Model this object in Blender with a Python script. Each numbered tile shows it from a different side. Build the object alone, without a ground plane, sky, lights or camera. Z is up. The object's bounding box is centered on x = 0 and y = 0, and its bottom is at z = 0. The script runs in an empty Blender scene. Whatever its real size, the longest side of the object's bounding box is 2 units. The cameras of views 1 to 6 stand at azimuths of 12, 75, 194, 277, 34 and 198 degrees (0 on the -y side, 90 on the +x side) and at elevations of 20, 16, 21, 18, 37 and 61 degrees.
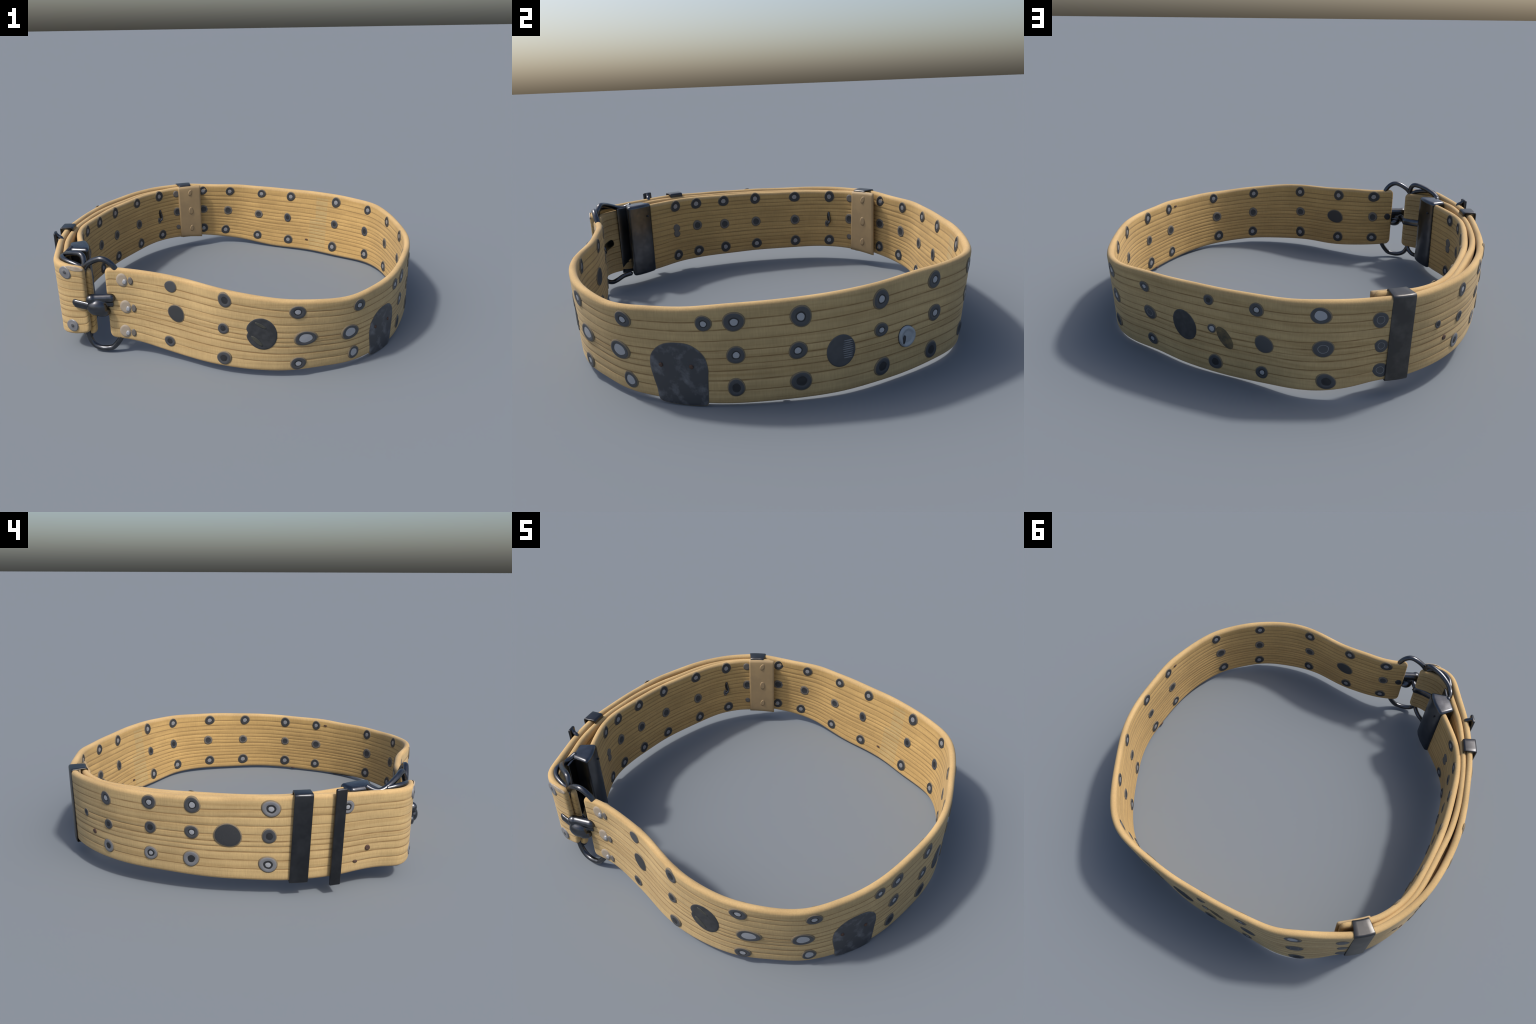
# A canvas webbing belt closed into a loop: ribbed tan strap, rows of metal eyelets,
# wire buckle with a hook clasp, metal strap tip, keeper loops and a hook bar.
import bpy, bmesh, math, random
import numpy as np
from mathutils import Vector, Matrix

random.seed(11)
RNG = np.random.default_rng(11)
HALF = 0.0165            # half thickness of the webbing

# ------------------------------------------------------------------ node helpers
def new_mat(name):
    m = bpy.data.materials.new(name)
    m.use_nodes = True
    nt = m.node_tree
    nt.nodes.clear()
    out = nt.nodes.new('ShaderNodeOutputMaterial')
    b = nt.nodes.new('ShaderNodeBsdfPrincipled')
    nt.links.new(b.outputs[0], out.inputs[0])
    return m, nt, b

def noise(nt, scale_xyz, scale=1.0, detail=3.0, rough=0.5):
    tc = nt.nodes.new('ShaderNodeTexCoord')
    mp = nt.nodes.new('ShaderNodeMapping')
    mp.inputs['Scale'].default_value = scale_xyz
    n = nt.nodes.new('ShaderNodeTexNoise')
    n.inputs['Scale'].default_value = scale
    n.inputs['Detail'].default_value = detail
    n.inputs['Roughness'].default_value = rough
    nt.links.new(tc.outputs['Object'], mp.inputs[0])
    nt.links.new(mp.outputs[0], n.inputs['Vector'])
    return n.outputs['Fac']

def ramp(nt, fac, stops):
    r = nt.nodes.new('ShaderNodeValToRGB')
    e = r.color_ramp.elements
    while len(e) < len(stops):
        e.new(0.5)
    for k, (p, c) in enumerate(stops):
        e[k].position = p
        e[k].color = (c[0], c[1], c[2], 1) if not isinstance(c, float) else (c, c, c, 1)
    nt.links.new(fac, r.inputs[0])
    return r.outputs[0]

def mix(nt, fac, a, b, mode='MIX'):
    m = nt.nodes.new('ShaderNodeMix')
    m.data_type = 'RGBA'
    m.blend_type = mode
    for sock, v in ((m.inputs[0], fac), (m.inputs[6], a), (m.inputs[7], b)):
        if isinstance(v, float):
            sock.default_value = v
        elif isinstance(v, tuple):
            sock.default_value = (*v, 1)
        else:
            nt.links.new(v, sock)
    return m.outputs[2]

def bump(nt, b, height, strength, dist=0.002):
    n = nt.nodes.new('ShaderNodeBump')
    n.inputs['Strength'].default_value = strength
    n.inputs['Distance'].default_value = dist
    nt.links.new(height, n.inputs['Height'])
    nt.links.new(n.outputs[0], b.inputs['Normal'])

def webbing(name, base, streak, line=None):
    """cotton webbing: horizontal streaks, mottling, fine cross threads"""
    m, nt, b = new_mat(name)
    streaks = noise(nt, (1.3, 1.3, 55.0), 1.0, 3.0, 0.55)
    c = ramp(nt, streaks, [(0.30, streak), (0.52, base), (0.75, tuple(min(1, v * 1.08) for v in base))])
    mott = noise(nt, (6, 6, 9), 1.0, 4.0)
    c = mix(nt, 1.0, c, ramp(nt, mott, [(0.3, 0.90), (0.7, 1.08)]), 'MULTIPLY')
    threads = noise(nt, (190, 190, 24), 1.0, 2.0)
    c = mix(nt, 1.0, c, ramp(nt, threads, [(0.3, 0.94), (0.7, 1.05)]), 'MULTIPLY')
    if line:
        breaks = noise(nt, (14, 14, 30), 1.0, 3.0)
        c = mix(nt, ramp(nt, breaks, [(0.30, 0.45), (0.55, 1.0)]), c, line)
    nt.links.new(c, b.inputs['Base Color'])
    b.inputs['Roughness'].default_value = 0.85
    b.inputs['Specular IOR Level'].default_value = 0.25
    b.inputs['Sheen Weight'].default_value = 0.08
    grain = noise(nt, (160, 160, 160), 1.0, 2.0)
    bump(nt, b, grain, 0.25, 0.002)
    return m

def speckled(name, c0, c1, rough=0.5, metallic=0.0, scale=40.0, lo=0.42, hi=0.68, spec=0.5):
    m, nt, b = new_mat(name)
    f = noise(nt, (1, 1, 1), scale, 4.0, 0.6)
    nt.links.new(ramp(nt, f, [(lo, c0), (hi, c1)]), b.inputs['Base Color'])
    b.inputs['Roughness'].default_value = rough
    b.inputs['Metallic'].default_value = metallic
    b.inputs['Specular IOR Level'].default_value = spec
    return m

M = {}
TAN = (0.475, 0.335, 0.155)
TAN_IN = (0.495, 0.322, 0.122)
M['out'] = webbing('webbing_outside', TAN, (0.39, 0.262, 0.112))
STREAK, STREAK_IN = (0.39, 0.262, 0.112), (0.41, 0.262, 0.098)
M['out_line'] = webbing('webbing_outside_rib_line', TAN, STREAK, (0.240, 0.145, 0.058))
M['out_shoulder'] = webbing('webbing_outside_rib_shoulder', TAN, STREAK, (0.39, 0.262, 0.115))
M['in_shoulder'] = webbing('webbing_inside_rib_shoulder', TAN_IN, STREAK_IN, (0.415, 0.268, 0.103))
M['in'] = webbing('webbing_inside', TAN_IN, STREAK_IN)
M['in_line'] = webbing('webbing_inside_rib_line', TAN_IN, STREAK_IN, (0.280, 0.175, 0.068))
M['rim'] = webbing('webbing_selvedge', (0.500, 0.340, 0.155), (0.445, 0.296, 0.130))
M['faded'] = webbing('webbing_faded_patch', (0.445, 0.318, 0.140), (0.385, 0.268, 0.112))
M['metal'] = speckled('gunmetal', (0.085, 0.09, 0.10), (0.12, 0.125, 0.138), 0.27, 1.0, 25.0)
M['plate'] = speckled('gunmetal_plate', (0.060, 0.062, 0.067), (0.080, 0.082, 0.088), 0.33, 1.0, 14.0)
M['plate_worn'] = speckled('worn_keeper_plate', (0.080, 0.079, 0.079), (0.120, 0.117, 0.115), 0.40, 1.0, 12.0)
M['slate'] = speckled('eyelet_flange', (0.044, 0.047, 0.052), (0.092, 0.095, 0.102), 0.45, 0.1, 60.0)
M['grey'] = speckled('eyelet_grey_flange', (0.16, 0.165, 0.175), (0.25, 0.25, 0.26), 0.45, 0.2, 60.0)  # lighter grey flange tone, shared by rivets and stud ridges
M['pale'] = speckled('eyelet_backlit_centre', (0.30, 0.31, 0.33), (0.46, 0.47, 0.49), 0.35, 0.2, 70.0)  # backlight seen through the eyelets, put into the colour as a pale tone
M['dull'] = speckled('eyelet_dull_centre', (0.21, 0.215, 0.225), (0.36, 0.365, 0.38), 0.35, 0.2, 70.0)
M['black'] = speckled('eyelet_dark_centre', (0.010, 0.011, 0.013), (0.03, 0.03, 0.033), 0.5, 0.0, 60.0)
M['plain_slate'] = speckled('smooth_slate_stud', (0.050, 0.053, 0.059), (0.070, 0.073, 0.080), 0.45, 0.1, 9.0)
M['dark'] = speckled('dark_stud', (0.024, 0.026, 0.029), (0.042, 0.044, 0.048), 0.55, 0.0, 30.0)
M['olive'] = speckled('stud_worn_paint', (0.040, 0.041, 0.034), (0.058, 0.058, 0.046), 0.6, 0.0, 40.0)
M['mottled'] = speckled('worn_dark_patch', (0.052, 0.054, 0.060), (0.17, 0.175, 0.19), 0.5, 0.1, 17.0, 0.50, 0.76)
M['smudge'] = speckled('faded_eyelet_back', (0.10, 0.092, 0.085), (0.19, 0.165, 0.13), 0.6, 0.0, 45.0)
M['washed'] = speckled('washed_out_eyelet', (0.30, 0.25, 0.19), (0.40, 0.33, 0.25), 0.6, 0.0, 45.0)
M['halo'] = speckled('eyelet_soft_edge', (0.13, 0.105, 0.07), (0.24, 0.18, 0.10), 0.8, 0.0, 50.0)  # blended brown-grey band added around discs to soften their edges
M['tab_mark'] = speckled('leather_stud_mark', (0.285, 0.202, 0.110), (0.38, 0.265, 0.132), 0.7, 0.0, 50.0)
M['rust'] = speckled('rust_stain', (0.06, 0.032, 0.024), (0.12, 0.065, 0.04), 0.8, 0.0, 60.0)
M['brown'] = speckled('brown_scuff', (0.06, 0.05, 0.03), (0.17, 0.12, 0.05), 0.7, 0.0, 22.0)
M['tab'] = speckled('leather_tab', (0.345, 0.240, 0.120), (0.41, 0.283, 0.138), 0.6, 0.0, 10.0)
M['steel'] = speckled('bright_button', (0.28, 0.31, 0.34), (0.42, 0.45, 0.48), 0.4, 0.3, 30.0)

# ------------------------------------------------------------------ objects
belt = bpy.data.objects.new('webbing_belt', None)
bpy.context.scene.collection.objects.link(belt)
belt['label'] = 'tan ribbed canvas webbing belt with eyelets and wire buckle'
belt['category'] = 'belt'

def add_obj(name, mesh, parent, smooth=True):
    o = bpy.data.objects.new(name, mesh)
    bpy.context.scene.collection.objects.link(o)
    o.parent = parent
    if smooth:
        mesh.polygons.foreach_set('use_smooth', [True] * len(mesh.polygons))
    return o

def mesh_from(name, verts, faces, mats, idx=None):
    me = bpy.data.meshes.new(name)
    me.from_pydata([tuple(v) for v in verts], [], faces)
    for k in mats:
        me.materials.append(M[k])
    if idx is not None:
        me.polygons.foreach_set('material_index', idx)
    me.update()
    return me

# ------------------------------------------------------------------ strap geometry
def spline_matrix(m):
    A = np.zeros((m, m)); B = np.zeros((m, m))
    A[0, 0] = A[-1, -1] = 1
    for i in range(1, m - 1):
        A[i, i - 1] = A[i, i + 1] = 1; A[i, i] = 4
        B[i, i - 1] = B[i, i + 1] = 6; B[i, i] = -12
    return np.linalg.solve(A, B)

def wander(seed, n=5, lo=0.6, hi=5.0):
    r = np.random.default_rng(seed)
    f = r.uniform(lo, hi, n); p = r.uniform(0, 6.28, n); a = r.uniform(0.4, 1, n) / f**0.5
    a /= a.sum()
    return lambda x: sum(ai * np.sin(fi * x + pi) for ai, fi, pi in zip(a, f, p))

class Strap:
    """stations: x, y of the mid line, outward lean of the top edge, z bottom, z top"""
    def __init__(self, stations):
        self.S = np.array(stations, float)
        self.bulge = wander(len(stations), 5, 0.4, 1.6)
        self.D2 = spline_matrix(len(stations)) @ self.S
    def row(self, u):
        u = np.asarray(u, float)
        k = np.clip(np.floor(u).astype(int), 0, len(self.S) - 2)
        f = (u - k)[..., None]; g = 1 - f
        return g * self.S[k] + f * self.S[k + 1] + (g**3 - g) / 6 * self.D2[k] + (f**3 - f) / 6 * self.D2[k + 1]
    def frame(self, u):
        r = self.row(u); d = self.row(np.asarray(u) + 1e-3) - self.row(np.asarray(u) - 1e-3)
        t = d[..., :2] / np.linalg.norm(d[..., :2], axis=-1)[..., None]
        n = np.stack([t[..., 1], -t[..., 0]], -1)
        return r, t, n
    def speed(self, u):
        d = self.row(u + 1e-3) - self.row(u - 1e-3)
        return float(np.hypot(d[0], d[1]) / 2e-3)
    def point(self, u, t, off):
        """u along, t height fraction 0..1, off = metres outward from the mid surface"""
        r, tg, n = self.frame(u)
        t = np.asarray(t); off = np.asarray(off)
        xy = r[..., :2] + n * (r[..., 2] * (t - 0.5) + off + 0.0015 * self.bulge(u + 0.9 * t))[..., None]
        z = r[..., 3] + (r[..., 4] - r[..., 3]) * t
        return np.concatenate([xy, z[..., None]], -1)
    def matrix(self, u, t, side, off=0.0):
        """local frame on a face: x along the strap, y up, z outwards from that face"""
        p = self.point(np.array(u), np.array(t), np.array(side * (HALF + off)))
        r, tg, n = self.frame(np.array(u))
        z = Vector((n[0] * side, n[1] * side, 0))
        w = r[4] - r[3]
        y = Vector((n[0] * r[2], n[1] * r[2], w)).normalized()
        x = y.cross(z).normalized()
        z = x.cross(y).normalized()
        return Matrix(((x[0], y[0], z[0], p[0]), (x[1], y[1], z[1], p[1]), (x[2], y[2], z[2], p[2]), (0, 0, 0, 1)))

def rib_rows(count, seed, lo=0.045, hi=0.955):
    """mesh rows: uneven ribs, each border a narrow line face of its own width;
    returns heights, face kinds and depth (0..1) of every row"""
    r = np.random.default_rng(seed)
    w = r.uniform(0.72, 1.28, count); w *= (hi - lo) / w.sum()
    edge = lo + np.concatenate([[0], np.cumsum(w)])
    rows, kind, deep = [lo], [], [0.0]
    for k in range(count):
        a, b = edge[k], edge[k + 1]
        for f in (0.28, 0.50, 0.72):
            rows.append(a + f * (b - a)); kind.append('rib')
            low = (f < 0.5 and k > 0) or (f > 0.5 and k < count - 1)
            deep.append(0.15 if low and f != 0.50 else 0.0)
        if k < count - 1:
            h = r.uniform(0.0010, 0.0021) / 0.39
            rows += [b - 2.3 * h, b - h, b + h, b + 2.3 * h]
            kind += ['rib', 'shoulder', 'line', 'shoulder']; deep += [0.45, 1.0, 1.0, 0.45]
    rows.append(hi); kind.append('rib'); deep.append(0.0)
    return np.array(rows), kind, np.array(deep)

def build_strap(name, strap, u0, u1, ribs_out, ribs_in, depth=0.0016, seed=1, half=HALF,
                end_round=(0.03, 0.03), step=0.011, faded=()):
    # stations along the length, denser at the rounded ends
    us = [u0]
    while us[-1] < u1 - 1e-6:
        us.append(min(u1, us[-1] + step / strap.speed(us[-1])))
    us = np.array(us)
    L = np.concatenate([[0], np.cumsum([strap.speed((a + b) / 2) * (b - a) for a, b in zip(us[:-1], us[1:])])])
    extra = np.array([0.0, 0.0012, 0.004, 0.008, 0.013, 0.02])
    Ls = np.unique(np.round(np.concatenate([extra, L[(L > 0.024) & (L < L[-1] - 0.024)], L[-1] - extra]), 6))
    us = np.interp(Ls, L, us); n = len(us); tot = L[-1]
    ro, ko, do = rib_rows(ribs_out, seed + 7); ri, ki, di = rib_rows(ribs_in, seed + 8)
    # section: outer face upward, rounded top, inner face downward, rounded bottom
    sec_t, sec_o, sec_rel, fkind = [], [], [], []
    for t, d in zip(ro, do):
        sec_t.append(t); sec_o.append(1.0); sec_rel.append(('o', d))
    face = {'rib': '', 'line': 'l', 'shoulder': 's'}
    fk = ['o' + face[k] for k in ko]
    top_t, bot_t = 1 - ro[-1], ro[0]
    arc = np.radians([22, 45, 68, 90, 112, 135, 158])
    for a in arc:
        sec_t.append(1 - top_t + top_t * math.sin(a)); sec_o.append(math.cos(a)); sec_rel.append(None)
    fk += ['r'] * (len(arc) + 1)
    for t, d in zip(ri[::-1], di[::-1]):
        sec_t.append(t); sec_o.append(-1.0); sec_rel.append(('i', d))
    fk += ['i' + face[k] for k in ki[::-1]]
    for a in arc:
        sec_t.append(bot_t - bot_t * math.sin(a)); sec_o.append(-math.cos(a)); sec_rel.append(None)
    fk += ['r'] * (len(arc) + 1)
    sec_t = np.array(sec_t); sec_o = np.array(sec_o); m = len(sec_t)
    # line waviness (rows wander together) and rib relief
    w1, w2 = wander(seed), wander(seed + 1, 6, 3, 14)
    wt, wb = wander(seed + 2, 6, 3, 26), wander(seed + 3, 6, 3, 26)
    amp_o, amp_i = wander(seed + 5, 4, 2, 7), wander(seed + 6, 4, 2, 7)
    thick = 1.0 + 0.06 * wander(seed + 9, 5, 1, 6)(Ls) + (0.12 * np.exp(-((us - 29.5) / 3.0) ** 2) + 0.15 * np.exp(-((us - 19.5) / 1.8) ** 2) if seed == 21 else 0)
    V = np.zeros((n, m, 3))
    for j in range(m):
        t0, o = sec_t[j], sec_o[j]
        taper = math.sin(math.pi * min(max(t0, 0), 1))
        t = t0 + taper * (0.006 * w1(Ls * 1.3 + 3 * t0) + 0.003 * w2(Ls + 9 * t0))
        t = t + (0.009 * wt(Ls) * t0 + 0.007 * wb(Ls) * (1 - t0))
        off = o * half * thick
        if sec_rel[j]:
            s, dp = sec_rel[j]
            amp = amp_o if s == 'o' else amp_i
            off = off - np.sign(o) * dp * (depth if s == 'o' else depth * 1.25) * (0.9 + 0.9 * amp(Ls + 23 * t0))
        # rounded ends: thickness and height shrink over the last centimetres
        d = np.minimum(Ls, 1e9)
        for dist, R in ((Ls, end_round[0]), (tot - Ls, end_round[1])):
            rr = half
            k = np.clip(dist / rr, 0, 1); th = np.sqrt(np.clip(1 - (1 - k) ** 2, 0.0, 1))
            off = off * (0.15 + 0.85 * th)
            k2 = np.clip(dist / R, 0, 1); cut = R * (1 - np.sqrt(1 - (1 - k2) ** 2)) / 0.38
            t = 0.5 + (t - 0.5) * (1 - 2 * cut)
        V[:, j] = strap.point(us, t, off)
    verts = V.reshape(-1, 3)
    faces, idx = [], []
    slot = {'o': 0, 'ol': 1, 'i': 2, 'il': 3, 'r': 4, 'os': 6, 'is': 7}
    for i in range(n - 1):
        um = (us[i] + us[i + 1]) / 2
        for j in range(m):
            k = (j + 1) % m
            faces.append((i * m + j, (i + 1) * m + j, (i + 1) * m + k, i * m + k))
            s = slot[fk[j]]
            if s == 2:
                for a, b, t0, t1 in faded:
                    if a < um < b and t0 < sec_t[j] < t1:
                        s = 5
            idx.append(s)
    faces.append(tuple(range(m))); idx.append(4)
    faces.append(tuple((n - 1) * m + j for j in range(m))[::-1]); idx.append(4)
    me = mesh_from(name, verts, faces, ['out', 'out_line', 'in', 'in_line', 'rim', 'faded', 'out_shoulder', 'in_shoulder'], idx)
    return add_obj(name, me, belt)

OUTER = Strap([
    (-0.626, -0.880, -0.005, 0.110, 0.474), (-0.404, -0.833, -0.008, 0.081, 0.466), (-0.232, -0.843, -0.010, 0.055, 0.458),
    (-0.079, -0.871, -0.016, 0.042, 0.449), (0.061, -0.912, -0.011, 0.038, 0.440), (0.199, -0.936, 0.008, 0.034, 0.431),
    (0.337, -0.933, 0.020, 0.031, 0.419), (0.469, -0.904, 0.024, 0.028, 0.404), (0.595, -0.845, 0.033, 0.026, 0.393),
    (0.710, -0.766, 0.031, 0.020, 0.388), (0.797, -0.662, 0.022, 0.014, 0.389), (0.867, -0.542, 0.014, 0.009, 0.394),
    (0.918, -0.411, 0.010, 0.007, 0.401), (0.950, -0.268, 0.004, 0.007, 0.406), (0.972, -0.122, 0.001, 0.010, 0.411),
    (0.975, 0.022, 0.000, 0.012, 0.417), (0.951, 0.168, 0.004, 0.013, 0.423), (0.906, 0.324, 0.003, 0.013, 0.429),
    (0.853, 0.474, 0.011, 0.014, 0.432), (0.790, 0.596, 0.023, 0.012, 0.432), (0.712, 0.679, 0.037, 0.011, 0.434),
    (0.612, 0.734, 0.047, 0.009, 0.439), (0.492, 0.781, 0.050, 0.010, 0.445), (0.356, 0.834, 0.038, 0.009, 0.449),
    (0.201, 0.875, 0.029, 0.009, 0.450), (0.048, 0.904, 0.030, 0.009, 0.451), (-0.095, 0.928, 0.019, 0.017, 0.453),
    (-0.222, 0.945, 0.001, 0.030, 0.456), (-0.340, 0.934, -0.017, 0.043, 0.459), (-0.450, 0.905, -0.013, 0.058, 0.463),
    (-0.546, 0.867, 0.005, 0.073, 0.469), (-0.640, 0.826, 0.007, 0.084, 0.475), (-0.729, 0.756, 0.008, 0.090, 0.477),
    (-0.814, 0.653, 0.009, 0.090, 0.481), (-0.889, 0.520, 0.010, 0.092, 0.480), (-0.941, 0.362, 0.011, 0.091, 0.479),
    (-0.971, 0.200, 0.010, 0.088, 0.481), (-0.980, 0.038, 0.004, 0.084, 0.484), (-0.974, -0.119, -0.003, 0.081, 0.487),
    (-0.960, -0.269, -0.005, 0.080, 0.491), (-0.928, -0.408, -0.006, 0.082, 0.494), (-0.880, -0.531, 0.013, 0.079, 0.490),
    (-0.823, -0.638, 0.033, 0.080, 0.488), (-0.783, -0.735, 0.030, 0.083, 0.485), (-0.754, -0.812, 0.003, 0.086, 0.483),
    (-0.697, -0.850, -0.002, 0.091, 0.480), (-0.642, -0.858, 0.004, 0.098, 0.476), (-0.585, -0.858, 0.000, 0.110, 0.473)])
INNER = Strap([
    (-0.520, 0.828, -0.006, 0.072, 0.472), (-0.606, 0.779, 0.008, 0.084, 0.469), (-0.697, 0.713, 0.015, 0.090, 0.466),
    (-0.789, 0.590, 0.016, 0.093, 0.465), (-0.842, 0.446, 0.014, 0.091, 0.467), (-0.880, 0.297, 0.005, 0.086, 0.470),
    (-0.907, 0.143, -0.006, 0.081, 0.472), (-0.917, -0.021, -0.010, 0.076, 0.472), (-0.914, -0.191, -0.012, 0.071, 0.473),
    (-0.872, -0.359, -0.012, 0.065, 0.475), (-0.772, -0.526, -0.006, 0.064, 0.474), (-0.728, -0.592, 0.000, 0.075, 0.465)])
# runs from the buckle back towards the keeper, so its lean counts the other way
MIDDLE = Strap([
    (-0.568, -0.828, 0.000, 0.090, 0.455), (-0.645, -0.827, 0.000, 0.084, 0.455), (-0.720, -0.795, -0.010, 0.082, 0.455),
    (-0.761, -0.721, -0.028, 0.086, 0.460), (-0.791, -0.633, -0.030, 0.086, 0.472), (-0.845, -0.524, -0.016, 0.084, 0.480),
    (-0.894, -0.396, 0.000, 0.082, 0.482), (-0.926, -0.262, 0.000, 0.080, 0.480), (-0.945, -0.119, 0.000, 0.080, 0.477),
    (-0.949, 0.036, 0.000, 0.082, 0.476), (-0.934, 0.185, 0.000, 0.084, 0.474), (-0.906, 0.312, 0.000, 0.088, 0.471),
    (-0.868, 0.455, -0.010, 0.092, 0.466), (-0.814, 0.602, -0.014, 0.094, 0.462), (-0.730, 0.722, -0.012, 0.094, 0.458), (-0.660, 0.782, -0.010, 0.092, 0.455)])
# filler strip added low between the layers so the gap stays dark
GAP_FILLER = Strap([(-0.945, 0.210, 0.000, 0.100, 0.410), (-0.908, 0.390, 0.000, 0.100, 0.400), (-0.862, 0.535, 0.000, 0.102, 0.395),
                (-0.800, 0.640, 0.000, 0.102, 0.400), (-0.722, 0.744, 0.000, 0.100, 0.415)])

outer = build_strap('outer_strap', OUTER, 0.612, 46.97, 10, 14, depth=0.0010, seed=21, faded=((22.40, 22.95, 0.56, 0.92), (22.4, 23.25, 0.06, 0.56)))
inner = build_strap('inner_strap', INNER, 0.02, 10.95, 10, 14, depth=0.0008, seed=41)
middle = build_strap('middle_strap', MIDDLE, 0.0, 14.98, 10, 12, depth=0.0010, seed=61, half=0.0155)
gap_filler = build_strap('strap_gap_filler', GAP_FILLER, 0.0, 3.98, 8, 8, depth=0.0008, seed=81, half=0.012)

# ------------------------------------------------------------------ eyelets and studs
def lathe(name, profile, mats, seg=30, wobble=0.04):
    """hand-worn disc; profile: (radius, height, material slot of the band that starts here)"""
    rnd = random.Random(name)
    ph = [rnd.uniform(0, 6.28) for _ in range(6)]
    sx, sy = rnd.uniform(-0.07, 0.07), rnd.uniform(-0.07, 0.07)
    verts, faces, idx = [(sx, sy, profile[0][1])], [], []
    for r, h, s in profile[1:]:
        drift = max(0.0, 1 - r)                      # the middle sits a little off centre
        for k in range(seg):
            a = 2 * math.pi * k / seg
            q = r * (1 + wobble * math.sin(2 * a + ph[0]) + 0.6 * wobble * math.sin(3 * a + ph[1]) + (0.5 * wobble * math.sin(5 * a + ph[2]) if r < 0.9 else 0))
            verts.append((q * math.cos(a) + sx * drift, q * math.sin(a) + sy * drift, h + (0.012 * math.sin(2 * a + ph[3]) if h > 0 else 0)))
    for k in range(seg):
        faces.append((0, 1 + k, 1 + (k + 1) % seg)); idx.append(profile[0][2])
    for b in range(len(profile) - 2):
        a0, a1 = 1 + b * seg, 1 + (b + 1) * seg
        for k in range(seg):
            faces.append((a0 + k, a1 + k, a1 + (k + 1) % seg, a0 + (k + 1) % seg)); idx.append(profile[b + 1][2])
    return mesh_from(name, verts, faces, mats, idx)

def eyelet_mesh(name, flange, well, centre, rc=0.38, lip=1.0, rw=0.55):
    """unit radius eyelet: slightly raised flange around a shallow well"""
    h = 0.075 * lip
    return lathe(name, [(0, 0.055, 2), (rc * 0.7, 0.052, 2), (rc, 0.040, 1), (rw, 0.045, 0), (rw + 0.1, h, 0),
                        (0.82, h * 1.05, 0), (0.92, h * 0.75, 3), (1.0, 0.0, 3), (1.05, -0.05, 3), (1.06, -0.22, 3)], [flange, well, centre, 'halo'])

KIND = {
    'pale': eyelet_mesh('eyelet_pale', 'slate', 'black', 'pale', 0.36, 1.0, 0.50),
    'wide': eyelet_mesh('eyelet_wide', 'slate', 'slate', 'pale', 0.58, 1.0, 0.66),
    'inside': eyelet_mesh('eyelet_inside', 'dark', 'black', 'dull', 0.42, 1.0, 0.54),
    'dark': eyelet_mesh('eyelet_dark', 'slate', 'black', 'black', 0.40, 1.0, 0.50),
    'ringed': eyelet_mesh('eyelet_ringed', 'grey', 'black', 'pale', 0.30, 1.2, 0.52),
    'ringdark': eyelet_mesh('eyelet_ringdark', 'grey', 'black', 'black', 0.34, 1.2, 0.46),
    'closed': lathe('eyelet_closed', [(0, 0.055, 0), (0.44, 0.055, 1), (0.50, 0.06, 0), (0.91, 0.06, 2), (1.0, 0.0, 2), (1.06, -0.20, 2)], ['slate', 'grey', 'halo']),
    'stud': lathe('stud_plain', [(0, 0.06, 0), (0.6, 0.06, 0), (0.88, 0.045, 0), (0.94, 0.03, 1), (1.02, 0.0, 1), (1.04, -0.20, 1)], ['dark', 'halo']),
    'slate': lathe('stud_slate', [(0, 0.05, 0), (0.6, 0.05, 0), (0.88, 0.045, 0), (0.94, 0.03, 1), (1.02, 0.0, 1), (1.04, -0.20, 1)], ['slate', 'halo']),
    'smudge': lathe('eyelet_faded', [(0, 0.03, 0), (0.6, 0.035, 0), (0.9, 0.03, 0), (1.0, -0.16, 0)], ['smudge']),
    'washed': lathe('eyelet_washed', [(0, 0.03, 0), (0.6, 0.035, 0), (0.9, 0.03, 0), (1.0, -0.16, 0)], ['washed']),
    'mark': lathe('stud_mark', [(0, 0.03, 0), (0.6, 0.03, 0), (0.9, 0.02, 0), (1.0, -0.16, 0)], ['tab_mark']),
    'mid': lathe('eyelet_mid', [(0, 0.03, 0), (0.5, 0.035, 0), (0.66, 0.06, 1), (0.85, 0.06, 1), (0.95, 0.03, 2), (1.06, 0.0, 2), (1.08, -0.2, 2)], ['dark', 'smudge', 'halo']),
    'spot': lathe('rivet_pale', [(0, 0.09, 0), (0.6, 0.09, 0), (0.9, 0.07, 0), (1.0, -0.16, 0)], ['pale']),
    'dark_disc': lathe('rivet_dark', [(0, 0.09, 0), (0.6, 0.09, 0), (0.9, 0.07, 0), (1.0, -0.16, 0)], ['black']),  # dark disc laid on top for openings and dark smudges; nothing is cut
    'rust': lathe('rust_spot', [(0, 0.06, 0), (0.6, 0.06, 0), (0.9, 0.04, 0), (1.0, -0.2, 0)], ['rust']),
    'rivet': lathe('rivet_grey', [(0, 0.12, 1), (0.2, 0.11, 1), (0.30, 0.05, 0), (0.8, 0.05, 0), (0.95, 0.04, 0), (1.0, -0.3, 0)], ['grey', 'slate']),
    'button': lathe('button_face', [(0, 0.05, 0), (0.45, 0.05, 0), (0.60, 0.03, 0), (0.74, 0.12, 0), (0.9, 0.14, 0), (1.0, 0.06, 0), (1.02, -0.1, 1), (1.06, -0.16, 1)], ['steel', 'dark']),
}
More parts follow.
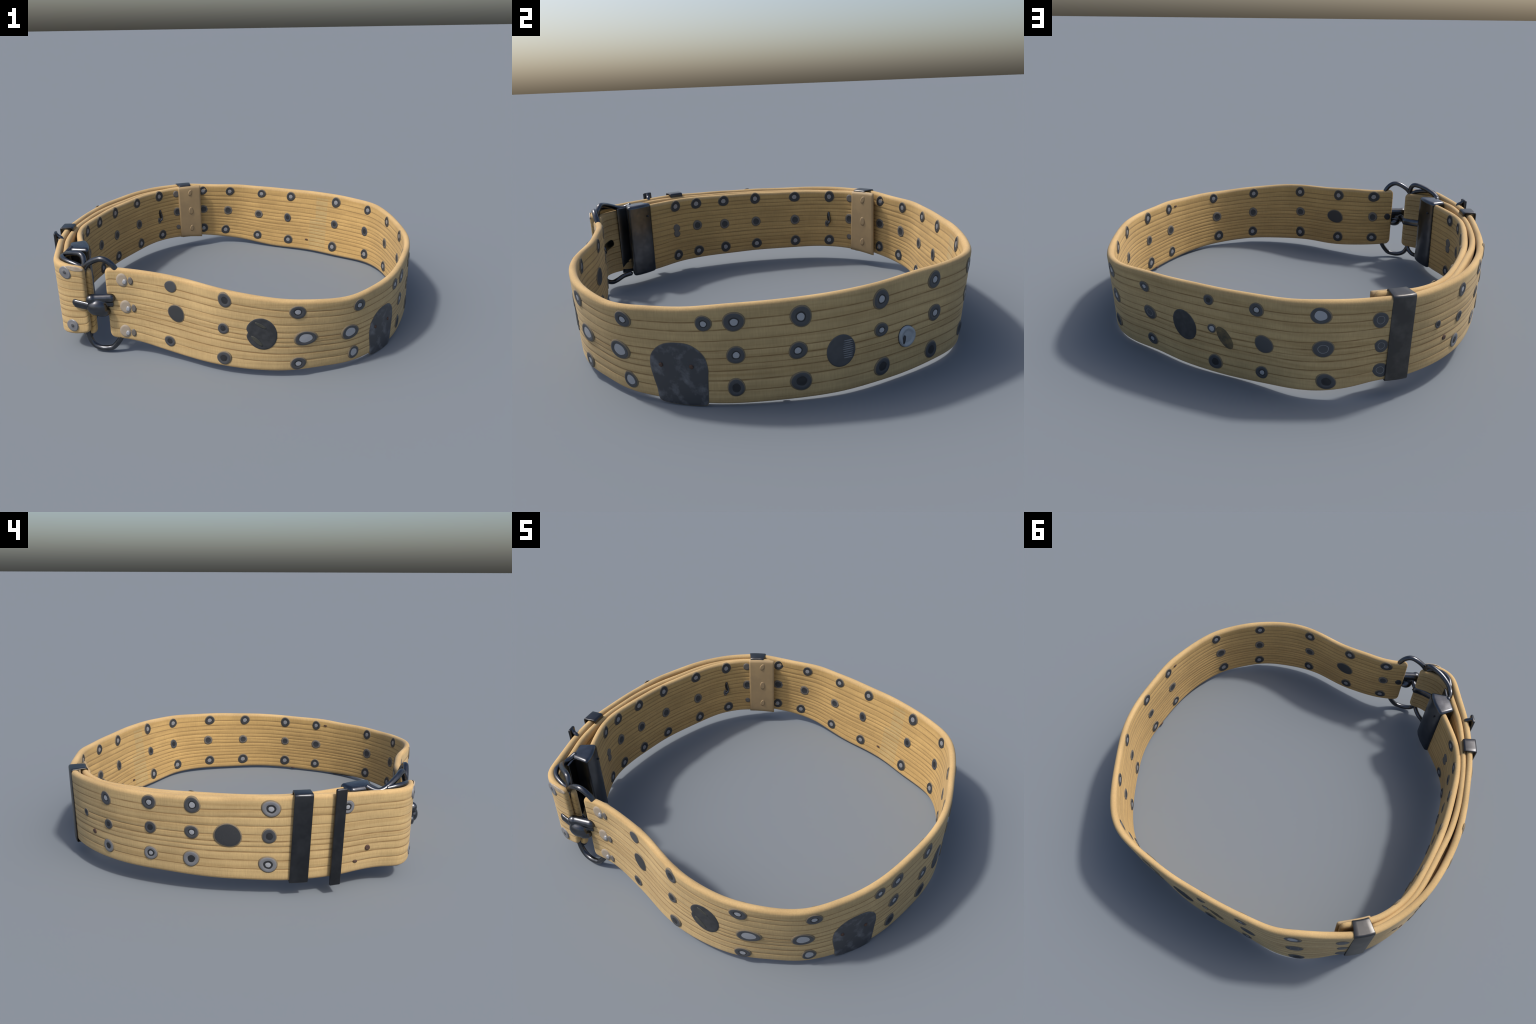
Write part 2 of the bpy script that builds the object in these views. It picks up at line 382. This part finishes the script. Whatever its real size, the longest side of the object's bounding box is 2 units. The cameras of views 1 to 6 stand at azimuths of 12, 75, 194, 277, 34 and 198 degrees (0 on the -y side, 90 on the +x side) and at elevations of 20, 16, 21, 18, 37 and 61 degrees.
NAME = {'stud': 'stud', 'slate': 'stud', 'rust': 'rust_spot', 'rivet': 'rivet', 'spot': 'rivet', 'dark_disc': 'rivet', 'button': 'button'}  # dark discs and bright dots only share the rivet name

def place(kind, strap, owner, u, t, side, r, stretch=1.0, turn=0.0, lift=0.0):
    o = add_obj(NAME.get(kind, 'eyelet'), KIND[kind], owner)
    m = strap.matrix(u, t, side, lift + 0.0016)
    o.matrix_world = m @ Matrix.Rotation(turn, 4, 'Z') @ Matrix.Diagonal((r * stretch, r / stretch, 0.035, 1))
    return o

# outside of the long strap, by columns: (u, t, kind, radius[, stretch])
COLUMNS_OUT = [
    [(2.61, 0.88, 'slate', 0.031), (2.78, 0.55, 'stud', 0.045), (2.50, 0.16, 'dark', 0.029)],
    [(4.65, 0.89, 'dark', 0.035), (4.57, 0.52, 'dark', 0.028), (4.57, 0.13, 'dark', 0.036)],
    [(7.06, 0.85, 'pale', 0.036, 1.05), (7.34, 0.48, 'wide', 0.046, 1.18), (7.11, 0.12, 'pale', 0.036)],
    [(9.24, 0.85, 'pale', 0.034), (8.95, 0.48, 'wide', 0.044, 1.10), (9.19, 0.15, 'wide', 0.034, 0.95)],
    [(11.49, 0.84, 'pale', 0.030)],
    [(12.24, 0.84, 'pale', 0.038), (12.25, 0.51, 'pale', 0.034), (12.22, 0.18, 'dark', 0.034)],
    [(13.87, 0.83, 'pale', 0.040), (13.78, 0.50, 'pale', 0.034), (13.84, 0.19, 'dark', 0.039)],
    [(16.04, 0.84, 'pale', 0.038), (16.06, 0.54, 'pale', 0.030), (16.11, 0.16, 'dark', 0.037)],
    [(17.76, 0.87, 'pale', 0.036), (17.83, 0.53, 'pale', 0.036), (17.75, 0.15, 'dark', 0.037)],
    [(19.74, 0.86, 'pale', 0.036), (19.85, 0.55, 'pale', 0.036), (19.55, 0.19, 'dark', 0.036)],
    [(21.84, 0.82, 'pale', 0.028), (21.91, 0.51, 'closed', 0.038), (21.81, 0.16, 'pale', 0.032)],
    [(24.20, 0.86, 'dark', 0.025), (24.24, 0.54, 'wide', 0.022), (24.28, 0.15, 'dark', 0.037)],
    [(25.70, 0.85, 'pale', 0.033), (25.92, 0.48, 'slate', 0.043), (25.83, 0.15, 'pale', 0.031)],
    [(27.83, 0.85, 'wide', 0.041, 1.08), (27.96, 0.49, 'closed', 0.043, 1.10), (28.09, 0.12, 'dark', 0.040, 1.10)],
    [(30.08, 0.76, 'closed', 0.036), (30.18, 0.45, 'closed', 0.031), (30.22, 0.15, 'closed', 0.036)],
    [(32.59, 0.54, 'dark', 0.019)],
    [(33.71, 0.83, 'pale', 0.033), (33.73, 0.49, 'dark', 0.026), (33.65, 0.19, 'ringdark', 0.034)],
    [(35.17, 0.89, 'pale', 0.035), (35.17, 0.57, 'dark', 0.030), (35.13, 0.23, 'ringed', 0.035)],
    [(36.42, 0.90, 'pale', 0.038), (36.38, 0.57, 'pale', 0.033), (36.34, 0.23, 'ringdark', 0.039)],
    [(38.65, 0.87, 'ringed', 0.041, 1.05), (38.60, 0.55, 'dark', 0.034), (38.57, 0.21, 'ringed', 0.041, 1.03)],
    [(41.12, 0.85, 'ringed', 0.034)],
    [(37.40, 0.55, 'stud', 0.060, 1.06)],
    [(45.22, 0.89, 'rivet', 0.034), (45.31, 0.14, 'rivet', 0.034)],
    [(33.00, 0.32, 'rust', 0.014), (42.16, 0.30, 'rust', 0.015), (41.63, 0.15, 'rust', 0.010, 1.3)],
]
for col in COLUMNS_OUT:
    for c in col:
        place(c[2], OUTER, outer, c[0], c[1], 1, c[3], c[4] if len(c) > 4 else random.uniform(0.95, 1.05), random.uniform(-0.2, 0.2) if len(c) > 4 else random.uniform(-3.1, 3.1))
# washed-out eyelets by the buckle end: pale ghost, bright dot and dark dot side by side
for u, t in ((1.04, 0.85), (1.08, 0.48), (1.02, 0.13)):
    place('washed', OUTER, outer, u - 0.02, t, 1, 0.034, 0.95)
    place('spot', OUTER, outer, u + 0.05, t - 0.02, 1, 0.013, 0.9, lift=0.0012)
    place('smudge', OUTER, outer, u + 0.22, t, 1, 0.017, 0.8, lift=0.001)

# inside of the long strap; the columns repeat with little drift
COLUMNS_IN = [(1.21, 1.21, 1.20), (2.66, 2.80, 2.64), (4.68, 4.64, 4.63), (7.17, 7.22, 7.26), (9.30, 9.17, 9.13),
              (12.24, 12.22, 12.23), (13.84, 13.84, 13.83), (15.96, 16.06, 16.07), (17.60, 17.70, 17.65),
              (19.73, 19.83, 19.65), (21.91, 21.91, 21.93), (24.21, 24.35, 24.29), (25.73, 25.89, 25.95),
              (27.72, 27.88, 28.08), (29.56, 29.59, 29.62)]
for k, (a, b, c) in enumerate(COLUMNS_IN):
    place('inside', OUTER, outer, a, 0.885, -1, random.uniform(0.031, 0.036), random.uniform(0.95, 1.05), random.uniform(-0.4, 0.4))
    if k == 1:
        place('stud', OUTER, outer, b, 0.51, -1, 0.050, 1.12)
    else:
        place('dark' if k in (9, 10, 11) else 'mid', OUTER, outer, b, 0.525, -1, random.uniform(0.028, 0.033), random.uniform(0.9, 1.0))
    place('inside', OUTER, outer, c, 0.15, -1, random.uniform(0.032, 0.037), random.uniform(0.92, 1.02), random.uniform(-0.4, 0.4))
place('dark_disc', OUTER, outer, 0.74, 0.52, -1, 0.022)
for u, t in ((11.75, 0.90), (24.0 - 0.62, 0.19), (13.4, 0.02)):
    place('rust', OUTER, outer, u, t, -1, 0.009, 1.5)

# inner strap
for k, (u, tm) in enumerate(((9.08, 0.51), (8.24, 0.55), (7.16, 0.52), (5.88, 0.51), (4.20, 0.50), (2.70, 0.47), (1.70, 0.53))):
    if k < 6:
        place('inside', INNER, inner, u, 0.90, -1, 0.034, random.uniform(0.95, 1.05), random.uniform(-0.4, 0.4))
        place('inside', INNER, inner, u, 0.13, -1, 0.033, random.uniform(0.95, 1.05), random.uniform(-0.4, 0.4))
    else:
        place('smudge', INNER, inner, u, 0.88, -1, 0.026)
        place('smudge', INNER, inner, u, 0.22, -1, 0.018)
    if k == 0:
        place('smudge', INNER, inner, u, 0.56, -1, 0.026)
        place('smudge', INNER, inner, u, 0.47, -1, 0.024, lift=0.0004)
    elif k != 5:
        place('mid', INNER, inner, u, tm, -1, 0.030, 0.93)

# ------------------------------------------------------------------ shaped patches that follow the strap
def patch(name, strap, owner, u, t, side, outline, height, mats, rings=10, off_u=0.0):
    """outline(angle) -> (x, y) metres on the face; domed sheet with a rounded border"""
    sp = strap.speed(u); r = strap.row(np.array(u)); w = r[4] - r[3]
    seg = 72; verts, faces = [], []
    prof = [(k / rings, height) for k in range(rings + 1)]
    prof[-1] = (0.975, height); prof += [(1.0, height * 0.5), (1.015, height * 0.2), (1.02, -0.004)]
    pts = [outline(2 * math.pi * k / seg) for k in range(seg)]
    for f, h in prof[1:]:
        for x, y in pts:
            d = x * f * side
            verts.append(strap.point(np.array(u + d / sp), np.array(t + y * f / w), np.array(side * (HALF + h))))
    verts.append(strap.point(np.array(u), np.array(t), np.array(side * (HALF + height))))
    c = len(verts) - 1
    flip = side < 0
    for b in range(len(prof) - 2):
        for k in range(seg):
            q = (b * seg + k, (b + 1) * seg + k, (b + 1) * seg + (k + 1) % seg, b * seg + (k + 1) % seg)
            faces.append(q)
    for k in range(seg):
        faces.append((c, k, (k + 1) % seg))
    idx = [0] * len(faces)
    if len(mats) > 1:
        for k in range((len(prof) - 4) * seg, (len(prof) - 2) * seg):
            idx[k] = 1
    return add_obj(name, mesh_from(name, verts, faces, mats, idx), owner)

def smooth_path(pts, n=10, closed=False):
    P = [Vector(p) for p in pts]; out = []
    m = len(P)
    for i in range(m if closed else m - 1):
        p0 = P[(i - 1) % m] if closed or i > 0 else P[0] * 2 - P[1]
        p1, p2 = P[i], P[(i + 1) % m]
        p3 = P[(i + 2) % m] if closed or i < m - 2 else P[-1] * 2 - P[-2]
        for k in range(n):
            f = k / n
            out.append(0.5 * ((2 * p1) + (p2 - p0) * f + (2 * p0 - 5 * p1 + 4 * p2 - p3) * f * f + (3 * p1 - p0 - 3 * p2 + p3) * f ** 3))
    if not closed:
        out.append(P[-1])
    return out

def oval(rx, ry, tilt=0.0, power=1.0):
    def f(a):
        x, y = rx * math.cos(a), ry * math.sin(a)
        return x * math.cos(tilt) - y * math.sin(tilt), x * math.sin(tilt) + y * math.cos(tilt)
    return f

def notched(a):
    """big oval stud with a nick on its left side"""
    r = 1 - 0.13 * math.exp(-((a - math.pi * 1.0) / 0.16) ** 2)
    return 0.071 * r * math.cos(a), 0.082 * r * math.sin(a) * (1 + 0.05 * math.cos(a))

def outline_through(points):
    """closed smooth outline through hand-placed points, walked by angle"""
    P = smooth_path([(x, y, 0) for x, y in points], 24, True)
    return lambda a: tuple(P[int(round(a / (2 * math.pi) * len(P))) % len(P)][:2])

# round head, nearly straight sides, flat foot on the lower strap edge
tombstone = outline_through([(0.112, 0.020), (0.098, 0.070), (0.055, 0.108), (0.0, 0.118), (-0.055, 0.108), (-0.098, 0.070), (-0.110, 0.020),
                             (-0.102, -0.035), (-0.092, -0.080), (-0.088, -0.118), (-0.070, -0.132), (0.0, -0.135), (0.085, -0.133), (0.104, -0.122), (0.108, -0.080), (0.110, -0.030)])

patch('oval_stud', OUTER, outer, 5.87, 0.52, 1, notched, 0.0025, ['dark', 'halo'])
patch('stud_mark', OUTER, outer, 5.85, 0.635, 1, oval(0.028, 0.008, -0.45), 0.0038, ['olive'], 4)
patch('stud_mark', OUTER, outer, 5.72, 0.42, 1, oval(0.036, 0.010, -0.75), 0.0038, ['olive'], 4)
patch('worn_patch', OUTER, outer, 10.72, 0.335, 1, tombstone, 0.0025, ['mottled', 'halo'])
for du in (-0.42, 0.42):
    place('rust', OUTER, outer, 10.68 + du, 0.40, 1, 0.009, lift=0.0026)
patch('oval_stud', OUTER, outer, 14.90, 0.43, 1, oval(0.056, 0.064), 0.0025, ['plain_slate', 'halo'])
for k in range(9):       # comb of fine ridges on the right half of that stud
    patch('stud_ridge', OUTER, outer, 15.08, 0.525 - 0.021 * k, 1, oval(0.022 - 0.0012 * abs(k - 4), 0.0021), 0.0044, ['grey'], 3)
place('button', OUTER, outer, 16.86, 0.39, 1, 0.043, 1.0, lift=0.004)
patch('button_nick', OUTER, outer, 16.74, 0.37, 1, oval(0.006, 0.018, -0.2), 0.0115, ['black'], 3)
patch('oval_stud', OUTER, outer, 23.33, 0.50, 1, oval(0.062, 0.076, 0.25), 0.0025, ['dark', 'halo'])
patch('scuff', OUTER, outer, 24.64, 0.46, 1, oval(0.030, 0.058, 0.55), 0.0018, ['brown', 'halo'])

patch('corner_clip', OUTER, outer, 46.15, 0.965, 1, oval(0.045, 0.012, -0.05), 0.0012, ['washed'], 5)

# ------------------------------------------------------------------ metal hardware
def wire(name, pts, radius, parent, mat='metal', closed=False, seg=14, flat=1.0):
    path = smooth_path(pts, 10, closed); n = len(path)
    verts, faces = [], []
    up = Vector((0.3, 0.9, 0.2)).normalized()
    for i, p in enumerate(path):
        a = path[(i - 1) % n] if closed or i else path[0]
        b = path[(i + 1) % n] if closed or i < n - 1 else path[-1]
        t = (b - a).normalized()
        x = (up - t * up.dot(t)).normalized(); y = t.cross(x); up = x
        for k in range(seg):
            ang = 2 * math.pi * k / seg
            verts.append(p + x * (radius * flat * math.cos(ang)) + y * (radius * math.sin(ang)))
    rng = n if closed else n - 1
    for i in range(rng):
        j = (i + 1) % n
        for k in range(seg):
            faces.append((i * seg + k, i * seg + (k + 1) % seg, j * seg + (k + 1) % seg, j * seg + k))
    if not closed:
        for i, d in ((0, 1), (n - 1, -1)):
            c = len(verts); t = (path[1] - path[0]).normalized() if i == 0 else (path[-2] - path[-1]).normalized()
            verts.append(path[i] - t * radius * 0.7)
            for k in range(seg):
                q = (c, i * seg + (k + 1) % seg, i * seg + k)
                faces.append(q if d > 0 else q[::-1])
    return add_obj(name, mesh_from(name, verts, faces, [mat]), parent)

def finish(bm, name, mats, parent, bevel=0.004, segs=3):
    bmesh.ops.recalc_face_normals(bm, faces=bm.faces)
    if bevel:
        bmesh.ops.bevel(bm, geom=[e for e in bm.edges if len(e.link_faces) == 2 and e.calc_face_angle(0) > 0.35],
                        offset=bevel, segments=segs, profile=0.5, affect='EDGES', clamp_overlap=True)
    me = bpy.data.meshes.new(name)
    bm.to_mesh(me); bm.free()
    for k in mats:
        me.materials.append(M[k])
    o = add_obj(name, me, parent)
    me.set_sharp_from_angle(angle=math.radians(50))
    return o

# front ring: joins the two strap ends, legs hidden in the webbing folds
def in_strap(u, t, o=0.0):
    return tuple(OUTER.point(np.array(u), np.array(t), np.array(o)))
ring = wire('buckle_ring', [(-0.616, -0.843, 0.27), (-0.614, -0.843, 0.40), (-0.590, -0.840, 0.462), (-0.552, -0.844, 0.494),
                            (-0.500, -0.847, 0.512), (-0.460, -0.842, 0.495), in_strap(0.86, 0.96), in_strap(0.86, 0.80),
                            in_strap(0.86, 0.5), in_strap(0.86, 0.2), in_strap(0.85, 0.02), (-0.472, -0.843, 0.037),
                            (-0.504, -0.847, 0.022), (-0.548, -0.848, 0.020), (-0.586, -0.847, 0.037), (-0.608, -0.846, 0.078), (-0.616, -0.844, 0.14)],
            0.0143, belt, closed=True)
# rear frame of the buckle inside the fold
frame = wire('buckle_frame', [(-0.606, -0.846, 0.40), (-0.596, -0.838, 0.462), (-0.604, -0.824, 0.503), (-0.630, -0.812, 0.518),
                              (-0.690, -0.785, 0.507), (-0.742, -0.748, 0.486), (-0.768, -0.712, 0.468), (-0.772, -0.676, 0.468), (-0.764, -0.640, 0.482)],
             0.0145, belt)
wire('frame_bar', [(-0.600, -0.836, 0.452), (-0.640, -0.838, 0.470), (-0.700, -0.822, 0.482), (-0.742, -0.785, 0.484), (-0.762, -0.735, 0.476)],
     0.0125, frame)
wire('frame_bar', [(-0.612, -0.842, 0.13), (-0.612, -0.828, 0.078), (-0.640, -0.795, 0.052), (-0.672, -0.762, 0.052), (-0.690, -0.722, 0.068), (-0.694, -0.675, 0.078)],
     0.0135, frame)

# upright metal plate between buckle frame and strap tip
def sheet(name, path, z0, z1, thick, mat, parent, bevel=0.003):
    """upright plate along a plan polyline"""
    bm = bmesh.new(); P = smooth_path([(x, y, 0) for x, y in path], 6); n = len(P)
    L, R = [], []
    for i, p in enumerate(P):
        t = (P[min(i + 1, n - 1)] - P[max(i - 1, 0)]).normalized(); nn = Vector((t.y, -t.x, 0)) * thick / 2
        L.append(p + nn); R.append(p - nn)
    loop = L + R[::-1]
    lo = [bm.verts.new((p.x, p.y, z0)) for p in loop]; hi = [bm.verts.new((p.x, p.y, z1)) for p in loop]
    m = len(loop)
    for k in range(m):
        bm.faces.new((lo[k], lo[(k + 1) % m], hi[(k + 1) % m], hi[k]))
    for k in range(n - 1):
        a, b, c, d = k, k + 1, m - 2 - k, m - 1 - k
        bm.faces.new((hi[a], hi[b], hi[c], hi[d])); bm.faces.new((lo[a], lo[d], lo[c], lo[b]))
    return finish(bm, name, [mat], parent, bevel)

sheet('frame_plate', [(-0.736, -0.724), (-0.748, -0.692), (-0.760, -0.660), (-0.778, -0.620)], 0.072, 0.470, 0.012, 'metal', frame)

# metal strap tip: a rounded cap over the strap end
bm = bmesh.new()
plan = [(-0.660, -0.662), (-0.672, -0.620), (-0.692, -0.582), (-0.716, -0.549), (-0.742, -0.517), (-0.818, -0.572), (-0.764, -0.670)]
lo = [bm.verts.new((x, y, 0.063)) for x, y in plan]
hi = [bm.verts.new((x, y, 0.488)) for x, y in plan]
top = bm.faces.new(hi); bm.faces.new(lo[::-1])
N = len(plan)
sides = [bm.faces.new((lo[k], lo[(k + 1) % N], hi[(k + 1) % N], hi[k])) for k in range(N)]
bmesh.ops.recalc_face_normals(bm, faces=bm.faces)
cap = finish(bm, 'strap_tip', ['metal'], inner, 0.019, 6)
place('dark_disc', INNER, inner, 10.45, 0.86, -1, 0.006, lift=0.0195)

def round_rect(x0, x1, y0, y1, r, k=5):
    out = []
    for cx, cy, a0 in ((x1 - r, y1 - r, 0), (x0 + r, y1 - r, 90), (x0 + r, y0 + r, 180), (x1 - r, y0 + r, 270)):
        for i in range(k + 1):
            a = math.radians(a0 + 90 * i / k)
            out.append((cx + r * math.cos(a), cy + r * math.sin(a)))
    return out

def keeper(name, strap, ua, ub, o_in, o_out, z0, z1, wall, mats, slant=0.0, radius=0.012):
    """flat metal loop around the strap between stations ua and ub, its borders rounded off"""
    verts, faces, rings = [], [], []
    sp = strap.speed((ua + ub) / 2)
    steps = [(0.0, 0.0025), (0.0012, 0.0008), (0.003, 0.0)]
    lens = (ub - ua) * sp
    pos = [(d, e) for d, e in steps] + [(lens * f, 0.0) for f in (0.25, 0.5, 0.75)] + [(lens - d, e) for d, e in steps[::-1]]
    for d, e in pos:
        u = ua + d / sp
        loops = (round_rect(o_in + e, o_out - e, z0 + e, z1 - e, radius), round_rect(o_in + wall - e, o_out - wall + e, z0 + wall - e, z1 - wall + e, radius * 0.6))
        for lp in loops:
            for o, z in lp:
                r, tg, nn = strap.frame(np.array(u + slant * (z - z1) / (z1 - z0)))
                verts.append((r[0] + nn[0] * o, r[1] + nn[1] * o, z))
    m = len(loops[0])
    for i in range(len(pos) - 1):
        a, b = i * 2 * m, (i + 1) * 2 * m
        for k in range(m):
            j = (k + 1) % m
            faces.append((a + k, a + j, b + j, b + k)); faces.append((a + m + k, b + m + k, b + m + j, a + m + j))
    for e in (0, (len(pos) - 1) * 2 * m):
        for k in range(m):
            j = (k + 1) % m
            q = (e + k, e + m + k, e + m + j, e + j)
            faces.append(q if e == 0 else q[::-1])
    return add_obj(name, mesh_from(name, verts, faces, mats), belt)

back_keeper = keeper('strap_keeper', OUTER, 30.52, 31.47, -0.064, 0.024, 0.078, 0.480, 0.006, ['plate_worn'], 0.10)
front_keeper = keeper('strap_keeper', OUTER, 39.33, 39.92, -0.042, 0.032, 0.072, 0.506, 0.008, ['plate'], 0.12)

# leather tab on the end of the inner strap, sticking out past the keeper
tab_strap = Strap([(-0.508, 0.826, -0.008, 0.068, 0.474), (-0.558, 0.795, 0.000, 0.077, 0.474), (-0.604, 0.764, 0.008, 0.084, 0.473), (-0.646, 0.734, 0.012, 0.087, 0.472)])
def build_tab():
    verts, faces = [], []
    us = np.linspace(0, 3, 40); sec = []
    for t in np.linspace(0.01, 0.99, 24): sec.append((t, 1.0))
    for t in np.linspace(0.99, 0.01, 24): sec.append((t, -1.0))
    for k, u in enumerate(us):
        e = min(k, len(us) - 1 - k); th = (0.35, 0.75, 1.0)[min(e, 2)]
        for t, o in sec:
            edge = 0.6 if t < 0.02 or t > 0.98 else 1.0
            verts.append(tab_strap.point(np.array(u), np.array(t), np.array(o * 0.008 * th * edge)))
    m = len(sec)
    for i in range(len(us) - 1):
        for j in range(m):
            faces.append((i * m + j, (i + 1) * m + j, (i + 1) * m + (j + 1) % m, i * m + (j + 1) % m))
    faces.append(tuple(range(m))); faces.append(tuple((len(us) - 1) * m + j for j in range(m))[::-1])
    return add_obj('leather_tab', mesh_from('leather_tab', verts, faces, ['tab']), inner)
tab = build_tab()
for t, r in ((0.87, 0.020), (0.52, 0.024), (0.18, 0.020)):
    place('mark', tab_strap, tab, 1.35, t, -1, r, 0.8, random.uniform(-0.4, 0.4), lift=-0.0088)

# hook bar standing off the outside, its hooks gripping the strap edges
def bar_box(name, strap, u, o0, o1, z0, z1, width, lean, mats, parent, bevel):
    bm = bmesh.new(); r, tg, nn = strap.frame(np.array(u)); v = []
    for z in (z0, z1):
        sh = lean * (z - z0) / (z1 - z0)
        for s, o in ((-1, o0), (1, o0), (1, o1), (-1, o1)):
            q = r[:2] + nn * o + tg * (s * width / 2 + sh)
            v.append(bm.verts.new((q[0], q[1], z)))
    for f in ((0, 1, 2, 3), (7, 6, 5, 4), (0, 4, 5, 1), (1, 5, 6, 2), (2, 6, 7, 3), (3, 7, 4, 0)):
        bm.faces.new([v[k] for k in f])
    return finish(bm, name, mats, parent, bevel)

hook_bar = bar_box('hook_bar', OUTER, 40.72, 0.026, 0.042, 0.052, 0.522, 0.053, 0.016, ['plate'], belt, 0.006)
for z_edge, dz in ((0.500, 1), (0.072, -1)):
    a = OUTER.point(np.array(40.84), np.array(0.5), np.array(0.034)); b = OUTER.point(np.array(40.92), np.array(0.5), np.array(0.004))
    wire('hook', [(a[0], a[1], z_edge + 0.012 * dz), ((a[0] + b[0]) / 2, (a[1] + b[1]) / 2, z_edge - 0.002 * dz), (b[0], b[1], z_edge - 0.014 * dz), (b[0], b[1], z_edge - 0.05 * dz)], 0.011, hook_bar)

# hook clasp across the gap: pin plate, rounded body, tongue on the inside
def blob(bm, centre, radii, rot=0.0):
    mat = Matrix.Translation(centre) @ Matrix.Rotation(rot, 4, 'Z') @ Matrix.Diagonal((*radii, 1))
    bmesh.ops.create_uvsphere(bm, u_segments=24, v_segments=14, radius=1.0, matrix=mat)
def rod(bm, a, b, r, flat=1.0):
    a, b = Vector(a), Vector(b); d = b - a
    q = d.to_track_quat('Z', 'Y').to_matrix().to_4x4()
    bmesh.ops.create_cone(bm, cap_ends=True, segments=20, radius1=r, radius2=r, depth=d.length,
                          matrix=Matrix.Translation((a + b) / 2) @ q @ Matrix.Diagonal((flat, 1, 1, 1)))
def remeshed(name, bm, voxel, parent, mat='metal'):
    me = bpy.data.meshes.new(name + '_raw'); bm.to_mesh(me); bm.free()
    o = bpy.data.objects.new(name, me); bpy.context.scene.collection.objects.link(o)
    md = o.modifiers.new('r', 'REMESH'); md.mode = 'VOXEL'; md.voxel_size = voxel
    sm = o.modifiers.new('s', 'SMOOTH'); sm.iterations = 5; sm.factor = 0.5
    dg = bpy.context.evaluated_depsgraph_get()
    new = bpy.data.meshes.new_from_object(o.evaluated_get(dg))
    bpy.data.objects.remove(o); bpy.data.meshes.remove(me)
    new.name = name; new.materials.clear(); new.materials.append(M[mat])
    return add_obj(name, new, parent)

bm = bmesh.new()
rod(bm, (-0.556, -0.884, 0.312), (-0.458, -0.856, 0.312), 0.024); blob(bm, (-0.552, -0.886, 0.310), (0.027,) * 3); blob(bm, (-0.462, -0.857, 0.312), (0.024,) * 3)
blob(bm, (-0.524, -0.890, 0.268), (0.050, 0.031, 0.042), 0.2)
blob(bm, (-0.506, -0.870, 0.240), (0.040, 0.034, 0.026), 0.2)
rod(bm, (-0.500, -0.870, 0.285), (-0.455, -0.848, 0.275), 0.016)
rod(bm, (-0.545, -0.870, 0.280), (-0.575, -0.825, 0.270), 0.016)
clasp = remeshed('hook_clasp', bm, 0.0035, belt)
bm = bmesh.new()
rod(bm, (-0.648, -0.878, 0.277), (-0.552, -0.886, 0.266), 0.022, 0.5); blob(bm, (-0.648, -0.876, 0.280), (0.016, 0.010, 0.020))
remeshed('clasp_pin', bm, 0.003, clasp)
wire('clasp_tongue', [(-0.570, -0.812, 0.268), (-0.622, -0.812, 0.262), (-0.678, -0.796, 0.264), (-0.730, -0.766, 0.272)], 0.022, clasp, flat=0.35)

# torn eyelet on the inner strap with a bent metal scrap
u = 2.70
p = lambda du, t, o: tuple(INNER.point(np.array(u + du), np.array(t), np.array(-(HALF + o))))
wire('bent_scrap', [p(0.03, 0.62, 0.002), p(0.0, 0.55, 0.006), p(-0.03, 0.48, 0.006), p(0.02, 0.44, 0.008), p(0.10, 0.42, 0.004)], 0.008, inner)
place('dark_disc', INNER, inner, u + 0.03, 0.55, -1, 0.018, 0.6)
place('smudge', INNER, inner, u + 0.10, 0.42, -1, 0.018, 0.8)
